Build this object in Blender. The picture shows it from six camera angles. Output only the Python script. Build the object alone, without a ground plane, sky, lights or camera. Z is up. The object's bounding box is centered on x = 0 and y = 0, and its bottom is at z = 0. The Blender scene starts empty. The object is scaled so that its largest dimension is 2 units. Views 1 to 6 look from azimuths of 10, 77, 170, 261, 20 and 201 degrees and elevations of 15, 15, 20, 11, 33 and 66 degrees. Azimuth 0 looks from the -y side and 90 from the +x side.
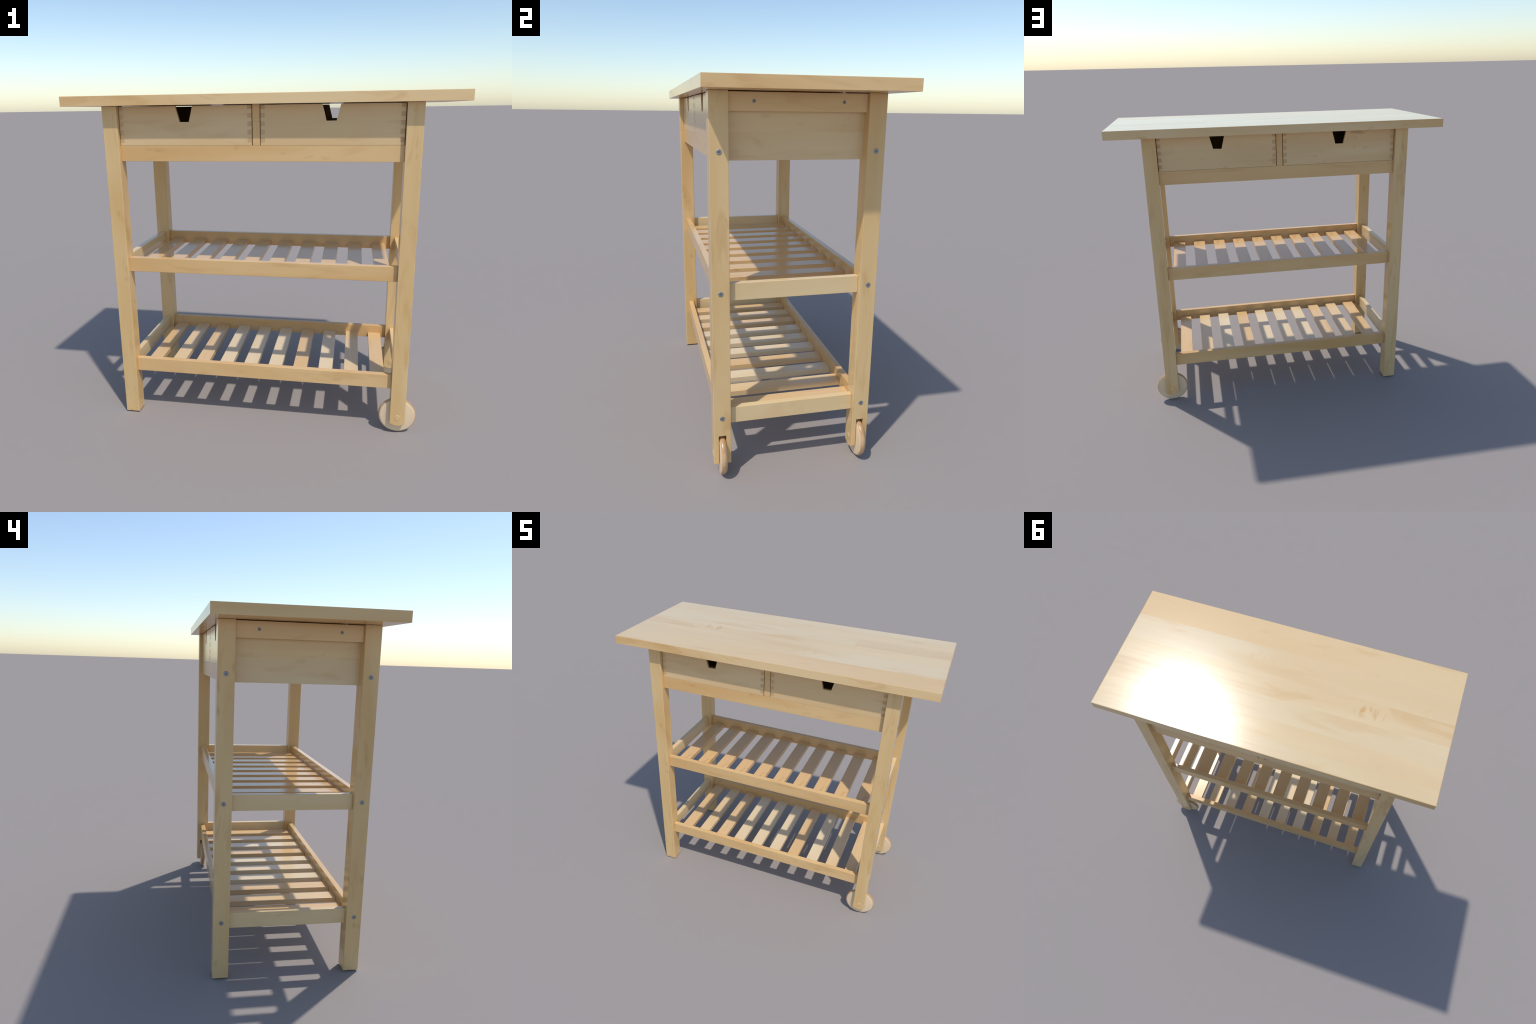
# Birch kitchen cart: overhanging glued-up top, two through drawers with finger
# joints, two slatted shelves, two plain legs and two legs forked round a wheel.
import bpy, bmesh, math, random
from mathutils import Vector, Matrix

random.seed(11)
scene = bpy.context.scene

# ------------------------------------------------------------------ sizes (m)
TOP_X, TOP_Y, TOP_Z0, TOP_Z1 = 1.0, 0.43, 1.75, 1.80
LEG = 0.08
LEG_CX, LEG_CY = 0.76, 0.34
RAIL_Y = 0.355           # outer face of every long rail and drawer front
RAIL_T = 0.03
RAIL_H = 0.08
END_X = 0.775            # outer face of the short rails
PANEL_X = 0.745
UPPER_X = 0.782          # upper rail screwed on to the panel
SHELF_Z = (0.865, 0.261)  # underside of the two shelves
BOLT_Z = (1.510, 0.906, 0.302)


# ------------------------------------------------------------------ materials
def srgb(r, g, b):
    def f(c):
        c /= 255.0
        return c / 12.92 if c <= 0.04045 else ((c + 0.055) / 1.055) ** 2.4
    return (f(r), f(g), f(b), 1.0)


class Nodes:
    def __init__(self, name):
        self.mat = bpy.data.materials.new(name)
        self.mat.use_nodes = True
        self.t = self.mat.node_tree
        self.t.nodes.clear()
        self.out = self.t.nodes.new("ShaderNodeOutputMaterial")
        self.bsdf = self.t.nodes.new("ShaderNodeBsdfPrincipled")
        self.t.links.new(self.bsdf.outputs[0], self.out.inputs[0])

    def add(self, kind, **kw):
        n = self.t.nodes.new(kind)
        for k, v in kw.items():
            setattr(n, k, v)
        return n

    def put(self, sock, v):
        if isinstance(v, bpy.types.NodeSocket):
            self.t.links.new(v, sock)
        else:
            sock.default_value = v

    def math(self, op, a, b=0.0, clamp=False):
        n = self.add("ShaderNodeMath", operation=op, use_clamp=clamp)
        self.put(n.inputs[0], a)
        self.put(n.inputs[1], b)
        return n.outputs[0]

    def vmath(self, op, a, b):
        n = self.add("ShaderNodeVectorMath", operation=op)
        self.put(n.inputs[0], a)
        self.put(n.inputs[1], b)
        return n.outputs["Value"] if op in ("LENGTH", "DISTANCE") else n.outputs[0]

    def mix(self, fac, a, b, blend="MIX"):
        n = self.add("ShaderNodeMix", data_type="RGBA", blend_type=blend)
        self.put(n.inputs[0], fac)
        self.put(n.inputs[6], a)
        self.put(n.inputs[7], b)
        return n.outputs[2]

    def step(self, v, lo, hi):
        n = self.add("ShaderNodeMapRange", interpolation_type="SMOOTHSTEP")
        self.put(n.inputs[0], v)
        n.inputs[1].default_value, n.inputs[2].default_value = lo, hi
        return n.outputs[0]

    def noise(self, vec, scale, detail=2.0, rough=0.5, dist=0.0):
        n = self.add("ShaderNodeTexNoise")
        self.put(n.inputs["Vector"], vec)
        n.inputs["Scale"].default_value = scale
        n.inputs["Detail"].default_value = detail
        n.inputs["Roughness"].default_value = rough
        n.inputs["Distortion"].default_value = dist
        return n.outputs["Fac"]

    def scaled(self, vec, s):
        return self.vmath("MULTIPLY", vec, s)


AXES = {"x": (0.2, 1, 1), "y": (1, 0.2, 1), "z": (1, 1, 0.2)}


def wood(name, axis, light, mid, dark, blotch=0.5, fleck=0.35, streak=0.12,
         rough=0.15, shift=7.0, ramp_to=None, figures=(), streak_scale=60.0, cloud=5.0):
    """Clear-lacquered birch. Grain runs along `axis` of the object.
    light / mid: the two tones of the slow clouds; dark: flecks and grain lines.
    ramp_to: (colour, x0, x1) a second tone the board drifts to along x.
    figures: (x, y, reach, strength) smudged figure round a hidden knot."""
    N = Nodes(name)
    co = N.add("ShaderNodeTexCoord").outputs["Object"]
    rnd = N.add("ShaderNodeObjectInfo").outputs["Random"]
    comb = N.add("ShaderNodeCombineXYZ")
    for i, k in enumerate((1.0, 1.7, 2.3)):
        N.put(comb.inputs[i], N.math("MULTIPLY", rnd, shift * k))
    p = N.vmath("ADD", co, comb.outputs[0])
    g = N.scaled(p, AXES[axis])
    clouds = N.noise(g, cloud, 2.0, 0.5, 0.6)
    col = N.mix(N.step(clouds, 0.5 - 0.28, 0.5 + 0.24), mid, light)
    if ramp_to:
        sx = N.add("ShaderNodeSeparateXYZ")
        N.put(sx.inputs[0], co)
        wob = N.math("ADD", sx.outputs[0], N.math("MULTIPLY", N.math("SUBTRACT", clouds, 0.5), 0.9))
        col = N.mix(N.step(wob, ramp_to[1], ramp_to[2]), col, ramp_to[0])
    # broad darker drifts
    drift = N.step(N.noise(g, cloud * 2.2, 3.0, 0.55, 1.2), 0.53, 0.72)
    col = N.mix(N.math("MULTIPLY", drift, blotch), col, dark)
    # fine grain lines
    lines = N.noise(N.scaled(p, tuple(0.02 if a < 1 else 1.0 for a in AXES[axis])), streak_scale, 2.0, 0.6)
    col = N.mix(N.math("MULTIPLY", N.step(lines, 0.45, 0.75), streak), col, dark)
    # short brown flecks
    fl = N.noise(N.scaled(p, tuple(0.42 if a < 1 else 1.0 for a in AXES[axis])), 30.0, 1.0, 0.5, 0.2)
    few = N.step(N.noise(g, 3.1, 1.0), 0.47, 0.6)
    col = N.mix(N.math("MULTIPLY", N.math("MULTIPLY", N.step(fl, 0.63, 0.78), few), fleck), col,
                tuple(c * k for c, k in zip(dark[:3], (0.72, 0.66, 0.55))) + (1.0,))
    for fx, fy, reach, strength in figures:
        d = N.vmath("MULTIPLY", N.vmath("SUBTRACT", co, (fx, fy, 0.0)), (1.0, 2.2, 0.0))
        near = N.math("SUBTRACT", 1.0, N.step(N.vmath("LENGTH", d, (0, 0, 0)), 0.15 * reach, reach))
        curl = N.noise(N.scaled(co, (2.4, 0.8, 1.0)), 15.0, 2.0, 0.5, 0.8)
        m = N.math("MULTIPLY", N.math("MULTIPLY", N.step(curl, 0.46, 0.66), near), strength)
        rise = N.math("MULTIPLY", N.math("MULTIPLY", N.step(curl, 0.48, 0.3), near), strength * 0.4)
        col = N.mix(rise, col, light)
        col = N.mix(m, col, dark)
    N.put(N.bsdf.inputs["Base Color"], col)
    N.put(N.bsdf.inputs["Roughness"], N.math("ADD", rough, N.math("MULTIPLY", lines, 0.05)))
    bump = N.add("ShaderNodeBump")
    bump.inputs["Strength"].default_value = 0.01
    bump.inputs["Distance"].default_value = 0.002
    N.put(bump.inputs["Height"], lines)
    N.put(N.bsdf.inputs["Normal"], bump.outputs[0])
    return N.mat


CREAM = srgb(217, 190, 145)
leg_wood = wood("leg_birch", "z", srgb(224, 193, 142), srgb(214, 175, 116), srgb(195, 149, 91), blotch=0.45, fleck=0.3, streak=0.06)
rail_wood = wood("rail_birch", "x", srgb(222, 185, 131), srgb(213, 169, 111), srgb(190, 140, 82), blotch=0.3, fleck=0.2, streak=0.06)
end_wood = wood("end_rail_birch", "y", srgb(226, 199, 152), srgb(222, 191, 141), srgb(201, 160, 107), blotch=0.2, fleck=0.35, streak=0.06)
trim_wood = wood("trim_birch", "y", srgb(224, 189, 138), srgb(218, 180, 125), srgb(196, 150, 98), blotch=0.25, streak=0.06)
panel_wood = wood("panel_birch", "y", srgb(225, 197, 150), srgb(219, 185, 136), srgb(199, 158, 108), blotch=0.3, fleck=0.2, cloud=6.0, streak=0.06)
panel_wood_pale = wood("panel_birch_pale", "y", srgb(225, 202, 161), srgb(220, 192, 148), srgb(203, 167, 119), blotch=0.45, fleck=0.1, cloud=4.0, streak=0.06)
drawer_wood = wood("drawer_birch", "x", srgb(224, 194, 147), srgb(216, 180, 130), srgb(192, 150, 102), blotch=0.25, fleck=0.5, streak=0.06)
edge_wood = wood("edge_birch_long", "x", srgb(227, 197, 149), srgb(217, 176, 119), srgb(198, 151, 91), blotch=0.55, fleck=0.4, streak=0.05)
edge_wood_short = wood("edge_birch_short", "y", srgb(226, 192, 140), srgb(217, 175, 117), srgb(200, 153, 94), blotch=0.4, fleck=0.4, streak=0.05)
slat_plain = wood("slat_birch", "y", srgb(222, 185, 133), srgb(217, 176, 119), srgb(190, 140, 90), blotch=0.15, fleck=0.3, shift=0.0)
slat_tan = wood("slat_birch_tan", "y", srgb(224, 190, 142), srgb(218, 180, 127), srgb(201, 156, 102), blotch=0.3, streak=0.12, fleck=0.1, cloud=7.0)
slat_honey = wood("slat_birch_honey", "y", srgb(227, 199, 155), srgb(221, 187, 137), srgb(205, 163, 109), blotch=0.3, fleck=0.1, streak=0.06)
slat_honey_deep = wood("slat_birch_amber", "y", srgb(223, 188, 140), srgb(218, 179, 126), srgb(198, 152, 98), blotch=0.3, fleck=0.1, streak=0.06)
slat_cream = wood("slat_birch_cream", "y", srgb(229, 208, 172), srgb(225, 200, 158), srgb(214, 180, 130), blotch=0.2, fleck=0.05, streak=0.05)
end_grain = wood("end_grain_birch", "z", srgb(204, 168, 124), srgb(194, 155, 110), srgb(172, 134, 92), blotch=0.3, rough=0.35, fleck=0.0)


def plain(name, col, rough, metal=0.0):
    N = Nodes(name)
    N.bsdf.inputs["Base Color"].default_value = col
    N.bsdf.inputs["Roughness"].default_value = rough
    N.bsdf.inputs["Metallic"].default_value = metal
    return N


socket_shade = plain("socket_steel_shaded", srgb(108, 109, 111), 0.6, 0.3).mat  # head steel painted darker, standing in for shade inside the tool recess
zinc = plain("zinc_plated_steel", srgb(150, 152, 156), 0.5, 0.7)
nz = zinc.noise(zinc.add("ShaderNodeTexCoord").outputs["Object"], 260.0, 2.0)
zinc.put(zinc.bsdf.inputs["Base Color"], zinc.mix(nz, srgb(140, 140, 140), srgb(168, 168, 167)))
zinc = zinc.mat


def wheel_material():
    N = Nodes("wheel_birch")
    co = N.add("ShaderNodeTexCoord").outputs["Object"]
    rad = N.vmath("LENGTH", N.scaled(co, (1, 0, 1)), (0, 0, 0))
    grain = N.noise(N.scaled(co, (1, 0.3, 0.2)), 26.0, 3.0, 0.55, 0.5)
    face = N.mix(N.step(grain, 0.3, 0.7), srgb(225, 197, 163), srgb(228, 206, 171))
    rim = N.mix(N.step(N.noise(N.scaled(co, (1, 2.5, 1)), 18.0, 2.0), 0.35, 0.65), srgb(184, 143, 98), srgb(199, 163, 119))
    N.put(N.bsdf.inputs["Base Color"], N.mix(N.step(rad, 0.0905, 0.0975), face, rim))
    N.bsdf.inputs["Roughness"].default_value = 0.3
    return N.mat


wheel_mat = wheel_material()


# ------------------------------------------------------------------ mesh tools
def finish(bm, name, mats, bevel=0.0, seg=2, parent=None, loc=(0, 0, 0), smooth=False):
    me = bpy.data.meshes.new(name)
    bmesh.ops.recalc_face_normals(bm, faces=bm.faces)
    bm.to_mesh(me)
    bm.free()
    for m in mats:
        me.materials.append(m)
    if smooth:
        for f in me.polygons:
            f.use_smooth = True
    ob = bpy.data.objects.new(name, me)
    scene.collection.objects.link(ob)
    ob.location = loc
    if bevel:
        b = ob.modifiers.new("rounded_edges", "BEVEL")
        b.width, b.segments, b.limit_method, b.angle_limit = bevel, seg, "ANGLE", math.radians(35)
        b.miter_outer = "MITER_ARC"
    if parent:
        ob.parent = parent
    return ob


def add_box(bm, lo, hi, mat=0):
    r = bmesh.ops.create_cube(bm, size=1.0)
    c = [(a + b) / 2 for a, b in zip(lo, hi)]
    s = [b - a for a, b in zip(lo, hi)]
    for v in r["verts"]:
        v.co = Vector((v.co[i] * s[i] + c[i] for i in range(3)))
    for f in {f for v in r["verts"] for f in v.link_faces}:
        f.material_index = mat


def box(name, lo, hi, mat, bevel=0.002, parent=None):
    """Board between two corners, origin at its centre."""
    c = Vector([(a + b) / 2 for a, b in zip(lo, hi)])
    bm = bmesh.new()
    add_box(bm, Vector(lo) - c, Vector(hi) - c)
    return finish(bm, name, [mat], bevel, parent=parent, loc=c)


def prism(bm, outline, axis, a, b):
    """Extrude a 2D outline along x, y or z from a to b."""
    def pt(u, v, w):
        return {"x": (w, u, v), "y": (u, w, v), "z": (u, v, w)}[axis]
    va = [bm.verts.new(pt(u, v, a)) for u, v in outline]
    vb = [bm.verts.new(pt(u, v, b)) for u, v in outline]
    n = len(outline)
    caps = [bm.faces.new(va), bm.faces.new(vb[::-1])]
    sides = [bm.faces.new((va[i], vb[i], vb[(i + 1) % n], va[(i + 1) % n])) for i in range(n)]
    return caps, sides


def lathe(bm, profile, axis, steps=64):
    """Turn (radius, offset) pairs about an axis; ends with radius 0 close it."""
    rings = []
    for r, h in profile:
        ring = []
        for i in range(1 if r == 0 else steps):
            t = 2 * math.pi * i / steps
            u, v = r * math.cos(t), r * math.sin(t)
            ring.append(bm.verts.new({"x": (h, u, v), "y": (u, h, v)}[axis]))
        rings.append(ring)
    for p, q in zip(rings, rings[1:]):
        for i in range(steps):
            j = (i + 1) % steps
            vs = [p[i % len(p)], p[j % len(p)], q[j % len(q)], q[i % len(q)]]
            vs = [v for k, v in enumerate(vs) if v not in vs[:k]]
            bm.faces.new(vs)


def carve(ob, cutter):
    """Boolean difference, applied; the cutter is removed."""
    m = ob.modifiers.new("cut", "BOOLEAN")
    m.operation, m.object, m.solver = "DIFFERENCE", cutter, "EXACT"
    dg = bpy.context.evaluated_depsgraph_get()
    me = bpy.data.meshes.new_from_object(ob.evaluated_get(dg))
    ob.modifiers.remove(m)
    old = ob.data
    ob.data = me
    me.name = ob.name
    bpy.data.meshes.remove(old)
    bpy.data.objects.remove(cutter)


def repeat(src, loc, parent=None, rot=None):
    ob = src.copy()
    scene.collection.objects.link(ob)
    ob.location = loc
    if rot:
        ob.rotation_euler = rot
    ob.parent = parent
    return ob


# ------------------------------------------------------------------ the thing
cart = bpy.data.objects.new("kitchen_cart", None)
cart.empty_display_size = 0.2
scene.collection.objects.link(cart)
cart["label"] = "light birch kitchen cart with two drawers, slatted shelves and wheels"
cart["category"] = "kitchen cart"

# ---- countertop: core with an edge band, staves glued on top --------------
BAND, STAVE_T = 0.003, 0.022
bm = bmesh.new()
zc = (TOP_Z0 + TOP_Z1) / 2
add_box(bm, (-TOP_X + BAND, -TOP_Y + BAND, TOP_Z0 - zc), (TOP_X - BAND, TOP_Y - BAND, TOP_Z1 - STAVE_T - zc))
countertop = finish(bm, "countertop", [edge_wood], parent=cart, loc=(0, 0, zc))


def edge_band(name, corners, mat):
    """Mitred strip; corners = inner/outer plan outline."""
    bm = bmesh.new()
    cx = sum(p[0] for p in corners) / 4
    cy = sum(p[1] for p in corners) / 4
    prism(bm, [(x - cx, y - cy) for x, y in corners], "z", TOP_Z0 - zc, TOP_Z1 - zc)
    return finish(bm, name, [mat], 0.0012, 2, parent=countertop, loc=(cx, cy, 0))


X, Y, x, y = TOP_X, TOP_Y, TOP_X - BAND, TOP_Y - BAND
edge_band("edge_band", [(-X, -Y), (X, -Y), (x, -y), (-x, -y)], edge_wood)
edge_band("edge_band", [(-X, Y), (X, Y), (x, y), (-x, y)], edge_wood)
edge_band("edge_band", [(X, -Y), (X, Y), (x, y), (x, -y)], edge_wood_short)
edge_band("edge_band", [(-X, -Y), (-X, Y), (-x, y), (-x, -y)], edge_wood_short)

top_tone = {
    "pale": (srgb(219, 197, 158), srgb(214, 188, 145), srgb(206, 168, 117)),
    "cream": (srgb(219, 194, 152), srgb(212, 182, 136), srgb(203, 160, 105)),
    "honey": (srgb(218, 189, 143), srgb(212, 179, 130), srgb(198, 153, 99)),
    "peach": (srgb(218, 188, 143), srgb(212, 177, 127), srgb(199, 154, 101)),
    "cool": (srgb(214, 188, 147), srgb(209, 180, 136), srgb(198, 159, 108)),
}


def stave_wood(tone, **kw):
    a, b, c = top_tone[tone]
    kw = {**dict(blotch=0.35, fleck=0.06, streak=0.06, rough=0.135, cloud=3.2), **kw}
    return wood("stave_birch_" + tone, "x", a, b, c, **kw)


# rows from the -y edge to the +y edge: (y0, y1, [(x0, x1, tone, extras)])
rows = [
    (-0.43, -0.245, [(-1, 1, "peach", dict(ramp_to=(CREAM, -0.05, -0.6)))]),
    (-0.245, -0.068, [(-1, 1, "cream", dict(ramp_to=(srgb(217, 195, 157), -0.1, 0.35), figures=((0.17, -0.01, 0.13, 0.3),)))]),
    (-0.068, 0.075, [(-1, 1, "cream", dict(blotch=0.4, figures=((-0.53, 0.0, 0.13, 1.0),)))]),
    (0.075, 0.215, [(-1, 0.41, "pale", dict(blotch=0.45)), (0.41, 1, "cool", {})]),
    (0.215, 0.34, [(-1, 1, "cream", dict(blotch=0.35))]),
    (0.34, 0.43, [(-1, 1, "pale", {})]),
]
for y0, y1, pieces in rows:
    y0, y1 = max(y0, -TOP_Y + BAND), min(y1, TOP_Y - BAND)
    for x0, x1, tone, extra in pieces:
        x0, x1 = max(x0, -TOP_X + BAND), min(x1, TOP_X - BAND)
        c = ((x0 + x1) / 2, (y0 + y1) / 2, TOP_Z1 - STAVE_T / 2 - zc)
        bm = bmesh.new()
        add_box(bm, (x0 - c[0], y0 - c[1], -STAVE_T / 2), (x1 - c[0], y1 - c[1], STAVE_T / 2))
        finish(bm, "countertop_stave", [stave_wood(tone, **extra)], parent=countertop, loc=c)

# ---- bolts and screws -----------------------------------------------------
def fastener(name, radius, proud, depth, recess):
    """Round head on the +x side of the origin with a tool recess cut in."""
    bm = bmesh.new()
    lathe(bm, [(0, -0.004), (radius, -0.004), (radius, proud * 0.5), (radius * 0.9, proud), (0, proud)], "x", 28)
    head = finish(bm, name, [zinc, socket_shade])
    bm = bmesh.new()
    for outline in recess:
        caps, sides = prism(bm, outline, "x", proud - depth, proud + 0.01)
        for f in caps + sides:
            f.material_index = 1
    bmesh.ops.recalc_face_normals(bm, faces=bm.faces)
    carve(head, finish(bm, "cutter", [zinc, socket_shade]))
    return head


hexagon = [(0.0043 * math.cos(math.pi * k / 3), 0.0043 * math.sin(math.pi * k / 3)) for k in range(6)]
w, l = 0.0012, 0.0052
cross = [(-w, -l), (w, -l), (w, -w), (l, -w), (l, w), (w, w), (w, l), (-w, l), (-w, w), (-l, w), (-l, -w), (-w, -w)]
bolt_proto = fastener("bolt", 0.0117, 0.0016, 0.0013, [hexagon])
screw_proto = fastener("screw", 0.0078, 0.0016, 0.0013, [cross])

# ---- legs -----------------------------------------------------------------
LEG_TOP = TOP_Z0 - 0.0006


def plain_leg(sx, sy):
    lo = (sx * LEG_CX - LEG / 2, sy * LEG_CY - LEG / 2, 0.0035)
    hi = (sx * LEG_CX + LEG / 2, sy * LEG_CY + LEG / 2, LEG_TOP)
    return box("leg", lo, hi, leg_wood, 0.0028, cart)


WHEEL_R, SLOT = 0.1, 0.035


def forked_leg(sx, sy):
    """Leg with rounded foot, slotted right through in x for the wheel."""
    h, c = LEG / 2, 0.9
    sag, half = 0.013, h
    R = (half ** 2 + sag ** 2) / (2 * sag)
    foot = 0.053
    arc = []
    for k in range(13):
        t = -1 + 2 * k / 12
        u = t * half
        arc.append((u, foot + R - math.sqrt(R * R - u * u) - c))
    outline = arc + [(h, LEG_TOP - c), (-h, LEG_TOP - c)]
    bm = bmesh.new()
    prism(bm, outline, "y", -h, h)
    ob = finish(bm, "leg", [leg_wood], 0.0028, parent=cart, loc=(sx * LEG_CX, sy * LEG_CY, c))
    # cut the fork, then keep the rounded edges on the result
    bm = bmesh.new()
    add_box(bm, (-0.2, -SLOT / 2, -1.0), (0.2, SLOT / 2, 0.211 - c))
    cutter = finish(bm, "cutter", [leg_wood], loc=(sx * LEG_CX, sy * LEG_CY, c))
    bev = ob.modifiers[0]
    ob.modifiers.remove(bev)
    bpy.context.view_layer.update()
    carve(ob, cutter)
    b = ob.modifiers.new("rounded_edges", "BEVEL")
    b.width, b.segments, b.limit_method, b.angle_limit = 0.0022, 2, "ANGLE", math.radians(40)
    return ob


def wheel(leg):
    bm = bmesh.new()
    T, r, e = 0.0155, WHEEL_R, 0.0135
    half = [(0, -T), (r - 0.016, -T), (r - e, -T + 0.0004)]
    for k in range(1, 9):
        a = math.pi / 2 * k / 8
        half.append((r - e + e * math.sin(a), -(T - 0.0004) * math.cos(a)))
    prof = half + [(p, -q) for p, q in half[-2::-1]]
    lathe(bm, prof, "y", 96)
    ob = finish(bm, "wheel", [wheel_mat], parent=leg, smooth=True)
    ob.location = (0, 0, WHEEL_R - 0.9)
    bm = bmesh.new()
    h = LEG / 2
    lathe(bm, [(0, -h - 0.0012), (0.0155, -h - 0.0012), (0.0165, -h), (0.0165, h), (0.0155, h + 0.0012), (0, h + 0.0012)], "y", 40)
    finish(bm, "axle", [axle_wood], parent=leg, loc=(0, 0, WHEEL_R - 0.9))


axle_wood = wood("axle_birch", "y", srgb(223, 188, 132), srgb(214, 176, 120), srgb(192, 146, 92), blotch=0.2, fleck=0.0)
for sx in (-1, 1):
    for sy in (-1, 1):
        leg = plain_leg(sx, sy) if sx < 0 else forked_leg(sx, sy)
        leg_z = leg.location.z
        if sx > 0:
            wheel(leg)
        for i, z in enumerate(BOLT_Z):
            b = repeat(bolt_proto, (sx * LEG / 2, 0, z - leg_z), leg)
            b.rotation_euler = (random.uniform(0, 6.28), 0, 0 if sx > 0 else math.pi)

# ---- apron: long rails, end panels with an upper rail, middle partition ---
XI = LEG_CX - LEG / 2     # inner face of the legs
YI = LEG_CY - LEG / 2
for s in (-1, 1):
    a, b = sorted((s * RAIL_Y, s * (RAIL_Y - RAIL_T)))
    box("apron_rail", (-XI, a, 1.47), (XI, b, 1.55), rail_wood, 0.0012, cart)
    a, b = sorted((s * PANEL_X, s * (PANEL_X - 0.03)))
    seam = 1.586
    box("apron_panel", (a, -YI, 1.471), (b, YI, seam), panel_wood_pale if s < 0 else panel_wood, 0.0, cart)
    box("apron_panel", (a, -YI, seam), (b, YI, 1.744), panel_wood, 0.0, cart)
    a, b = sorted((s * UPPER_X, s * (PANEL_X + 0.0003)))
    upper = box("upper_rail", (a, -YI, 1.670), (b, YI, 1.7465), trim_wood, parent=cart)
    for y in (-0.1925, 0.1925):
        repeat(screw_proto, (s * (UPPER_X - PANEL_X) / 2, y, 1.71 - upper.location.z), upper,
               (0.0, 0.0, 0.0 if s > 0 else math.pi))
box("drawer_partition", (-0.0185, -RAIL_Y, 1.5504), (0.0185, RAIL_Y, TOP_Z0 - 0.0006), rail_wood, 0.001, cart)
box("drawer_floor", (-XI, -RAIL_Y + RAIL_T, 1.52), (XI, RAIL_Y - RAIL_T, 1.5506), panel_wood, 0.0, cart)
for o in (bolt_proto, screw_proto):
    bpy.data.objects.remove(o)

# ---- drawers: finger-jointed, same face front and back --------------------
DZ0, DZ1 = 1.551, 1.7458
BOARD = 0.016
FINGER = [(1.5657, 1.5873), (1.6050, 1.6262), (1.6456, 1.6663), (1.6855, 1.7060), (1.7268, DZ1)]


def comb(z_list, flush, back):
    """Right-hand edge of a board going up: u = flush, stepping back to `back` in z_list."""
    pts, u = [(flush, DZ0)], flush
    for a, b in z_list:
        pts += [(flush, a), (back, a), (back, b)]
        if b < DZ1:
            pts += [(flush, b)]
    if pts[-1][1] < DZ1:
        pts.append((flush, DZ1))
    return pts


def drawer(x0, x1):
    cx, cz = (x0 + x1) / 2, (DZ0 + DZ1) / 2
    hw = (x1 - x0) / 2
    # box: two sides whose fingers reach through the faces, and a bottom
    bm = bmesh.new()
    tails = [(b, a2) for (_, b), (a2, _) in zip(FINGER, FINGER[1:])]
    tails = [(DZ0, FINGER[0][0])] + tails
    for s in (-1, 1):
        edge = []
        u = RAIL_Y - BOARD
        edge.append((u, DZ0))
        for a, b in FINGER:
            edge += [(u, a), (RAIL_Y, a), (RAIL_Y, b)]
            if b < DZ1:
                edge.append((u, b))
        outline = edge + [(-p, q) for p, q in reversed(edge)]
        outline = [(p, q - cz) for p, q in outline]
        caps, sides = prism(bm, outline, "x", s * hw, s * (hw - 0.0205))
        for f in sides:
            if all(abs(abs(v.co.y) - RAIL_Y) < 1e-6 for v in f.verts):
                f.material_index = 1
    add_box(bm, (-hw + 0.0206, -RAIL_Y + BOARD + 0.0002, DZ0 + 0.004 - cz), (hw - 0.0206, RAIL_Y - BOARD - 0.0002, DZ0 + 0.015 - cz))
    body = finish(bm, "drawer", [drawer_wood, end_grain], parent=cart, loc=(cx, 0, cz))
    # faces: notched finger pull in the top edge, comb cut into both ends
    e = 0.0003
    right = comb([(a - e, b + e if b < DZ1 else b) for a, b in FINGER], hw, hw - 0.0205 - e)
    pull = [(0.0448, DZ1), (0.0245, 1.667), (-0.0245, 1.667), (-0.0448, DZ1)]
    outline = right + pull + [(-p, q) for p, q in reversed(right)]
    for s in (-1, 1):
        bm = bmesh.new()
        y = s * (RAIL_Y - BOARD / 2)
        prism(bm, [(p, q - cz) for p, q in outline], "y", -BOARD / 2, BOARD / 2)
        finish(bm, "drawer_front", [drawer_wood], parent=body, loc=(0, y, 0))


drawer(-0.7168, -0.0222)
drawer(0.0222, 0.7168)

# ---- shelves --------------------------------------------------------------
# underside and top of the slats above the shelf's underside, half width
SLAT = {0: (0.004, 0.0347, 0.0403), 1: (0.003, 0.0322, 0.0395)}
slat_tones = {0: [slat_plain] * 10,
              1: [slat_honey_deep, slat_honey, slat_tan, slat_cream, slat_cream, slat_cream, slat_tan, slat_cream, slat_honey, slat_tan]}
for k, z in enumerate(SHELF_Z):
    shelf = bpy.data.objects.new("shelf", None)
    scene.collection.objects.link(shelf)
    shelf.parent = cart
    shelf.empty_display_size = 0.1
    for s in (-1, 1):
        a, b = sorted((s * RAIL_Y, s * (RAIL_Y - RAIL_T)))
        box("shelf_rail", (-XI, a, z), (XI, b, z + RAIL_H), rail_wood, parent=shelf)
        a, b = sorted((s * END_X, s * PANEL_X))
        box("shelf_end_rail", (a, -YI, z), (b, YI, z + RAIL_H), end_wood, parent=shelf)
    by_tone = {}
    for i in range(10):
        tone = slat_tones[k][i]
        xc = -0.649 + i * 1.298 / 9
        lo, hi, half = SLAT[k]
        loc = (xc, 0, z + (lo + hi) / 2)
        if tone.name not in by_tone:
            bm = bmesh.new()
            L = RAIL_Y - RAIL_T
            add_box(bm, (-half, -L, (lo - hi) / 2), (half, L, (hi - lo) / 2))
            by_tone[tone.name] = finish(bm, "slat", [tone], 0.0022, parent=shelf, loc=loc)
        else:
            repeat(by_tone[tone.name], loc, shelf)
